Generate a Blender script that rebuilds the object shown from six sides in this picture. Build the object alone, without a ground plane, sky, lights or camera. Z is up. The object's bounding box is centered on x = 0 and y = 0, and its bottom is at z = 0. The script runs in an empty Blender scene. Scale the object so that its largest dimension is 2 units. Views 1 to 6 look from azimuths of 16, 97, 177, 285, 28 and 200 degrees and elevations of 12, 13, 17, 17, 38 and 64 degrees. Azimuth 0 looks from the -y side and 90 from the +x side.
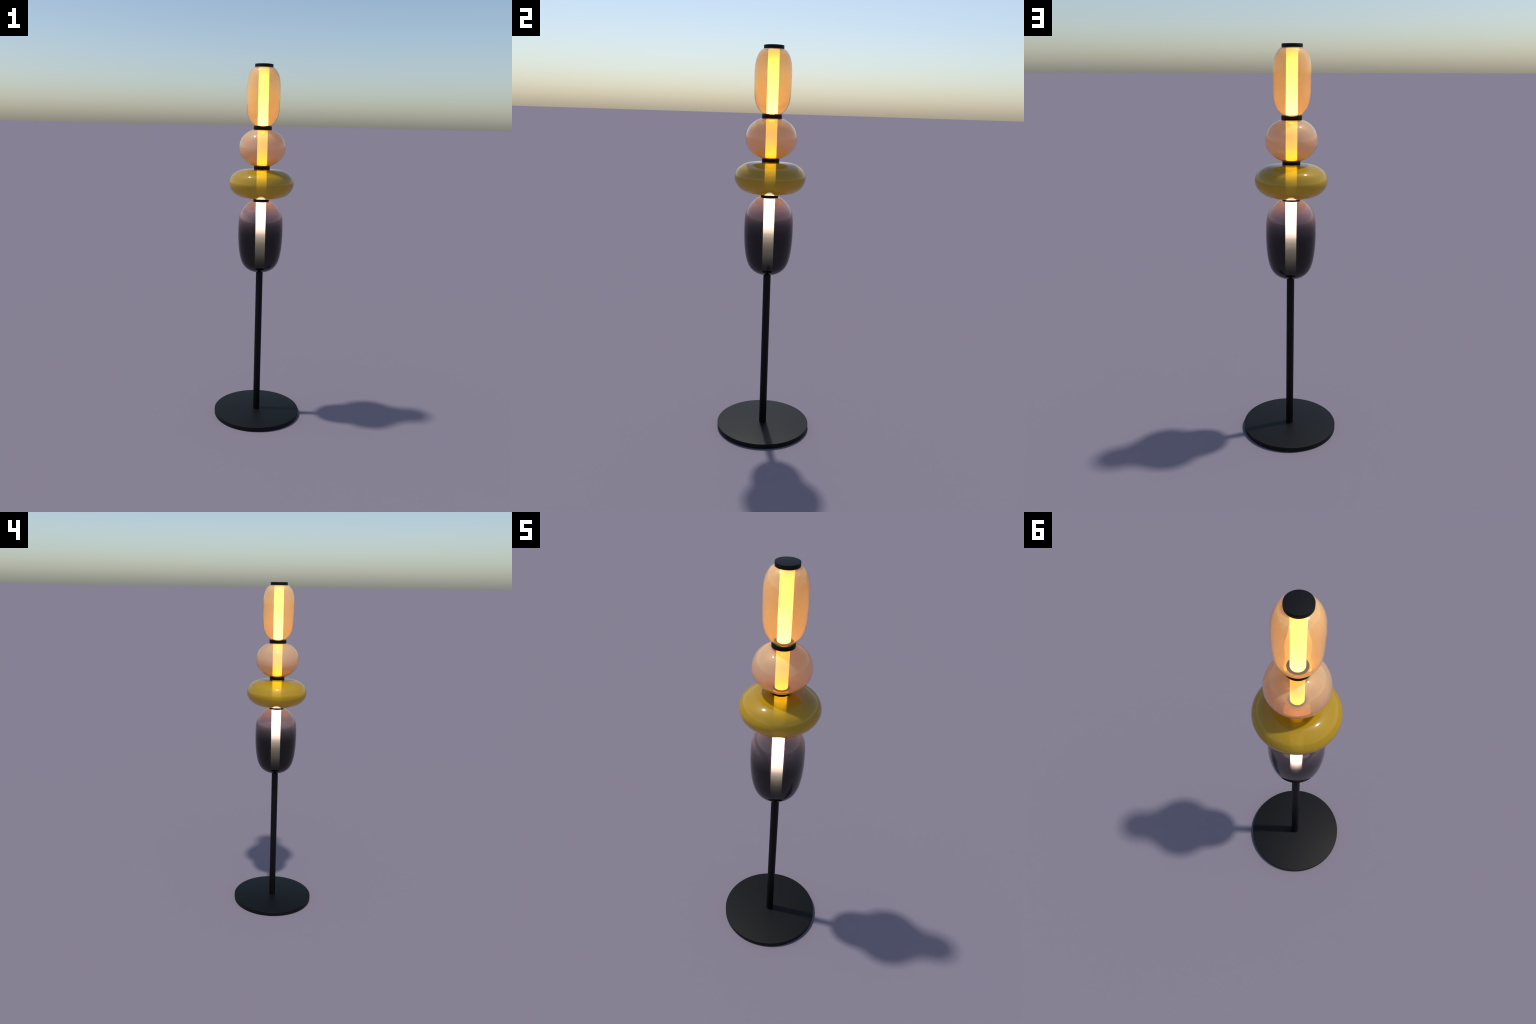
"""Floor lamp: a black disc base and thin stem carrying a stack of four blown
glass shades, joined by black collars and lit by a tube running up the axis."""
import bpy, math

SEG = 160


# ---------------------------------------------------------------- geometry
def spline(x, y, t):
    """Cubic spline through evenly spaced x (free-form profile helper)."""
    n = len(x); h = x[1] - x[0]
    # relax the second derivatives with a few Gauss-Seidel sweeps
    m = [0.0] * n
    for _ in range(80):
        for i in range(1, n - 1):
            m[i] = (6 * (y[i-1] - 2 * y[i] + y[i+1]) / h / h - m[i-1] - m[i+1]) / 4
        m[0], m[-1] = m[1], m[-2]
    i = min(max(int((t - x[0]) / h), 0), n - 2)
    a, c = x[i+1] - t, t - x[i]
    return ((m[i] * a**3 + m[i+1] * c**3) / 6 / h
            + (y[i] / h - m[i] * h / 6) * a + (y[i+1] / h - m[i+1] * h / 6) * c)


def blown_profile(z0, z1, radii, steps=72):
    """Rounded pebble profile: radii at equal angles between the two mouths."""
    n = len(radii)
    th = [-math.pi / 2 + math.pi * i / (n - 1) for i in range(n)]
    c, h = (z0 + z1) / 2, (z1 - z0) / 2
    return [(spline(th, radii, t), c + h * math.sin(t))
            for t in (-math.pi / 2 + math.pi * i / steps for i in range(steps + 1))]


def inset(profile, wall):
    """Offset a profile inwards along its normals; mouths stay level."""
    out = []
    for i, (r, z) in enumerate(profile):
        a, b = profile[max(i - 1, 0)], profile[min(i + 1, len(profile) - 1)]
        tr, tz = b[0] - a[0], b[1] - a[1]
        l = math.hypot(tr, tz) or 1
        out.append((r - wall * tz / l, z + wall * tr / l))
    return out


def revolve(name, loop, material, closed=True, smooth_angle=40):
    """Lathe a (radius, height) loop round the z axis; r == 0 makes a pole."""
    verts, rings, faces = [], [], []
    for r, z in loop:
        if r < 1e-6:
            rings.append([len(verts)]); verts.append((0, 0, z))
        else:
            s = len(verts); rings.append(list(range(s, s + SEG)))
            verts += [(r * math.cos(math.tau * k / SEG), r * math.sin(math.tau * k / SEG), z) for k in range(SEG)]
    pairs = list(zip(rings, rings[1:])) + ([(rings[-1], rings[0])] if closed else [])
    for a, b in pairs:
        for k in range(SEG):
            k2 = (k + 1) % SEG
            if len(a) == 1 and len(b) == 1:
                continue
            if len(a) == 1:
                faces.append((a[0], b[k2], b[k]))
            elif len(b) == 1:
                faces.append((a[k], a[k2], b[0]))
            else:
                faces.append((a[k], a[k2], b[k2], b[k]))
    me = bpy.data.meshes.new(name)
    me.from_pydata(verts, [], faces)
    me.materials.append(material)
    me.polygons.foreach_set("use_smooth", [True] * len(me.polygons))
    me.set_sharp_from_angle(angle=math.radians(smooth_angle))
    me.update()
    ob = bpy.data.objects.new(name, me)
    bpy.context.scene.collection.objects.link(ob)
    return ob


def disc_profile(r, z0, z1, bevel):
    """Solid disc with rounded rims."""
    p = [(0, z0)]
    for i in range(5):
        a = math.pi / 2 * i / 4
        p.append((r - bevel + bevel * math.sin(a), z0 + bevel - bevel * math.cos(a)))
    for i in range(5):
        a = math.pi / 2 * i / 4
        p.append((r - bevel + bevel * math.cos(a), z1 - bevel + bevel * math.sin(a)))
    return p + [(0, z1)]


def solid(name, r, z0, z1, bevel, mat):
    return revolve(name, disc_profile(r, z0, z1, bevel), mat, closed=False, smooth_angle=50)


# ---------------------------------------------------------------- materials
def height_ramp(nt, z0, z1, stops, colour=True):
    """Colour ramp over object height: stops are (fraction, value)."""
    tc = nt.nodes.new("ShaderNodeTexCoord")
    sep = nt.nodes.new("ShaderNodeSeparateXYZ")
    mr = nt.nodes.new("ShaderNodeMapRange")
    mr.inputs["From Min"].default_value, mr.inputs["From Max"].default_value = z0, z1
    ramp = nt.nodes.new("ShaderNodeValToRGB")
    ramp.color_ramp.interpolation = "B_SPLINE" if colour == "soft" else "LINEAR"
    el = ramp.color_ramp.elements
    while len(el) < len(stops):
        el.new(0.5)
    for e, (p, v) in zip(el, stops):
        e.position = p
    for e, (p, v) in zip(el, stops):
        e.color = (*v, 1) if isinstance(v, tuple) else (v, v, v, 1)
    nt.links.new(tc.outputs["Object"], sep.inputs[0])
    nt.links.new(sep.outputs["Z"], mr.inputs["Value"])
    nt.links.new(mr.outputs[0], ramp.inputs[0])
    return ramp.outputs[0]


def glass(name, z0, z1, colours, clarity, rough=0.03, ior=1.5, clear=0.0):
    """Tinted blown glass: partly clear, partly milky, both graded by height."""
    m = bpy.data.materials.new(name); m.use_nodes = True
    nt = m.node_tree; p = nt.nodes["Principled BSDF"]
    p.inputs["Roughness"].default_value = rough
    p.inputs["IOR"].default_value = ior
    nt.links.new(height_ramp(nt, z0, z1, colours), p.inputs["Base Color"])
    nt.links.new(height_ramp(nt, z0, z1, clarity), p.inputs["Transmission Weight"])
    if clear:                       # a share of untinted glass shows through the colour
        q = nt.nodes.new("ShaderNodeBsdfPrincipled")
        q.inputs["Base Color"].default_value = (1, 1, 1, 1)
        q.inputs["Roughness"].default_value = rough
        q.inputs["IOR"].default_value = ior
        q.inputs["Transmission Weight"].default_value = 1.0
        mix = nt.nodes.new("ShaderNodeMixShader")
        mix.inputs[0].default_value = clear
        nt.links.new(p.outputs[0], mix.inputs[1])
        nt.links.new(q.outputs[0], mix.inputs[2])
        nt.links.new(mix.outputs[0], nt.nodes["Material Output"].inputs["Surface"])
    return m


def black_metal():
    m = bpy.data.materials.new("black_metal"); m.use_nodes = True
    nt = m.node_tree; p = nt.nodes["Principled BSDF"]
    p.inputs["Base Color"].default_value = (0.0022, 0.0024, 0.0026, 1)
    p.inputs["Roughness"].default_value = 0.52
    p.inputs["Specular IOR Level"].default_value = 0.2
    return m


def glow(name, z0, z1, colour, strengths):
    """Frosted light tube; its brightness is graded over its height."""
    m = bpy.data.materials.new(name); m.use_nodes = True
    nt = m.node_tree; p = nt.nodes["Principled BSDF"]
    p.inputs["Base Color"].default_value = (0.8, 0.75, 0.65, 1)
    p.inputs["Roughness"].default_value = 0.4
    if isinstance(colour, list):    # colour graded over the height as well
        nt.links.new(height_ramp(nt, z0, z1, colour), p.inputs["Emission Color"])
    else:
        p.inputs["Emission Color"].default_value = (*colour, 1)
    top = max(v for _, v in strengths)
    gain = nt.nodes.new("ShaderNodeMath"); gain.operation = "MULTIPLY"
    gain.inputs[1].default_value = top
    nt.links.new(height_ramp(nt, z0, z1, [(p_, v / top) for p_, v in strengths]), gain.inputs[0])
    nt.links.new(gain.outputs[0], p.inputs["Emission Strength"])
    return m


# ---------------------------------------------------------------- the lamp
lamp = bpy.data.objects.new("floor_lamp", None)
bpy.context.scene.collection.objects.link(lamp)
lamp["label"] = "tall floor lamp with four stacked coloured glass shades on black stand"
lamp["category"] = "floor lamp"


def part(ob, parent=None):
    ob.parent = parent or lamp
    return ob


METAL = black_metal()
TUBE_R = 0.0277
WALL = 0.0025

part(solid("base", 0.2485, 0.0, 0.0235, 0.0012, METAL))
part(solid("stem", 0.0193, 0.023, 0.8665, 0.001, METAL))

SHADES = [
    # glass, tube glow (over the shade's height), mouth heights, radii from bottom mouth to top mouth
    (glass("smoke_glass", 0.866, 1.269,
           [(0.0, (0.0003, 0.0003, 0.0003)), (0.10, (0.0006, 0.0006, 0.0006)), (0.20, (0.003, 0.003, 0.003)),
            (0.38, (0.007, 0.007, 0.007)), (0.46, (0.012, 0.0115, 0.0115)), (0.53, (0.024, 0.0225, 0.0225)),
            (0.58, (0.046, 0.041, 0.041)), (0.70, (0.21, 0.155, 0.165)), (0.80, (0.46, 0.34, 0.36)), (1.0, (0.76, 0.57, 0.54))],
           [(0.0, 0.95), (0.5, 0.92), (0.65, 0.82), (1.0, 0.72)]),
     glow("white_glow", 0.866, 1.269, (1.0, 0.89, 0.68), [(0.0, 0.6), (0.08, 2.0), (0.17, 7.0), (0.28, 14.0), (0.40, 16.0), (1.0, 16.0)]),
     0.8664, 1.2688, [0.0185, 0.0594, 0.0925, 0.1111, 0.1205, 0.1246, 0.1246, 0.1192, 0.0975, 0.0684, 0.042]),
    (glass("yellow_glass", 1.285, 1.446,
           [(0.0, (0.80, 0.49, 0.008)), (0.5, (0.57, 0.36, 0.008)), (1.0, (0.47, 0.305, 0.008))],
           [(0.0, 0.15), (1.0, 0.18)], rough=0.07, clear=0.2),
     glow("fading_glow", 1.285, 1.446, (1.0, 0.62, 0.02), [(0.0, 0.1), (0.3, 0.5), (0.5, 2.4), (0.8, 8.0), (1.0, 10.0)]),
     1.2856, 1.4463, [0.0429, 0.1009, 0.1348, 0.1582, 0.1730, 0.1791, 0.1738, 0.1602, 0.1356, 0.1030, 0.0400]),
    (glass("pink_glass", 1.4616, 1.659,
           [(0.0, (0.93, 0.73, 0.38)), (0.5, (0.93, 0.75, 0.53)), (1.0, (0.93, 0.77, 0.47))],
           [(0.0, 0.76), (0.5, 0.73), (1.0, 0.71)]),
     glow("golden_glow", 1.4616, 1.659, [(0.0, (1.0, 0.38, 0.015)), (0.55, (1.0, 0.34, 0.05)), (1.0, (1.0, 0.38, 0.015))], [(0.0, 6.2), (0.35, 4.0), (0.6, 3.0), (1.0, 3.8)]),
     1.4618, 1.6587, [0.0361, 0.0553, 0.0825, 0.1060, 0.1228, 0.1270, 0.1220, 0.1089, 0.0874, 0.0630, 0.0440]),
    (glass("amber_glass", 1.677, 1.984,
           [(0.0, (0.96, 0.73, 0.44)), (0.5, (0.97, 0.76, 0.46)), (1.0, (0.97, 0.77, 0.46))],
           [(0.0, 0.78), (0.5, 0.76), (1.0, 0.70)]),
     glow("amber_glow", 1.677, 1.984, [(0.0, (1.0, 0.70, 0.20)), (0.6, (1.0, 0.66, 0.13)), (1.0, (1.0, 0.64, 0.09))], [(0.0, 12.0), (0.2, 8.4), (0.75, 4.4), (1.0, 1.5)]),
     1.6769, 1.9841, [0.0405, 0.0508, 0.0708, 0.0847, 0.0896, 0.0909, 0.0911, 0.0874, 0.0769, 0.0613, 0.0447]),
]
for mat, tube_glow, z0, z1, radii in SHADES:
    outer = blown_profile(z0, z1, radii)
    inner = [(max(r, TUBE_R + 0.002 if i > 3 else 0.016), min(max(z, z0 + 0.0005), z1 - 0.0005))
             for i, (r, z) in enumerate(inset(outer, WALL))]
    shade = part(revolve("glass_shade", outer + inner[::-1], mat))
    part(solid("light_tube", TUBE_R, z0 + 0.004, z1 - 0.001, 0.001, tube_glow), shade)

# collars bite half a millimetre into the glass on both sides
for r, z0, z1 in ((0.0439, 1.2683, 1.2862), (0.0438, 1.4458, 1.4623), (0.0496, 1.6582, 1.6774), (0.0492, 1.9836, 2.0)):
    part(solid("top_cap" if z1 >= 2 else "collar", r, z0, z1, 0.0008, METAL))
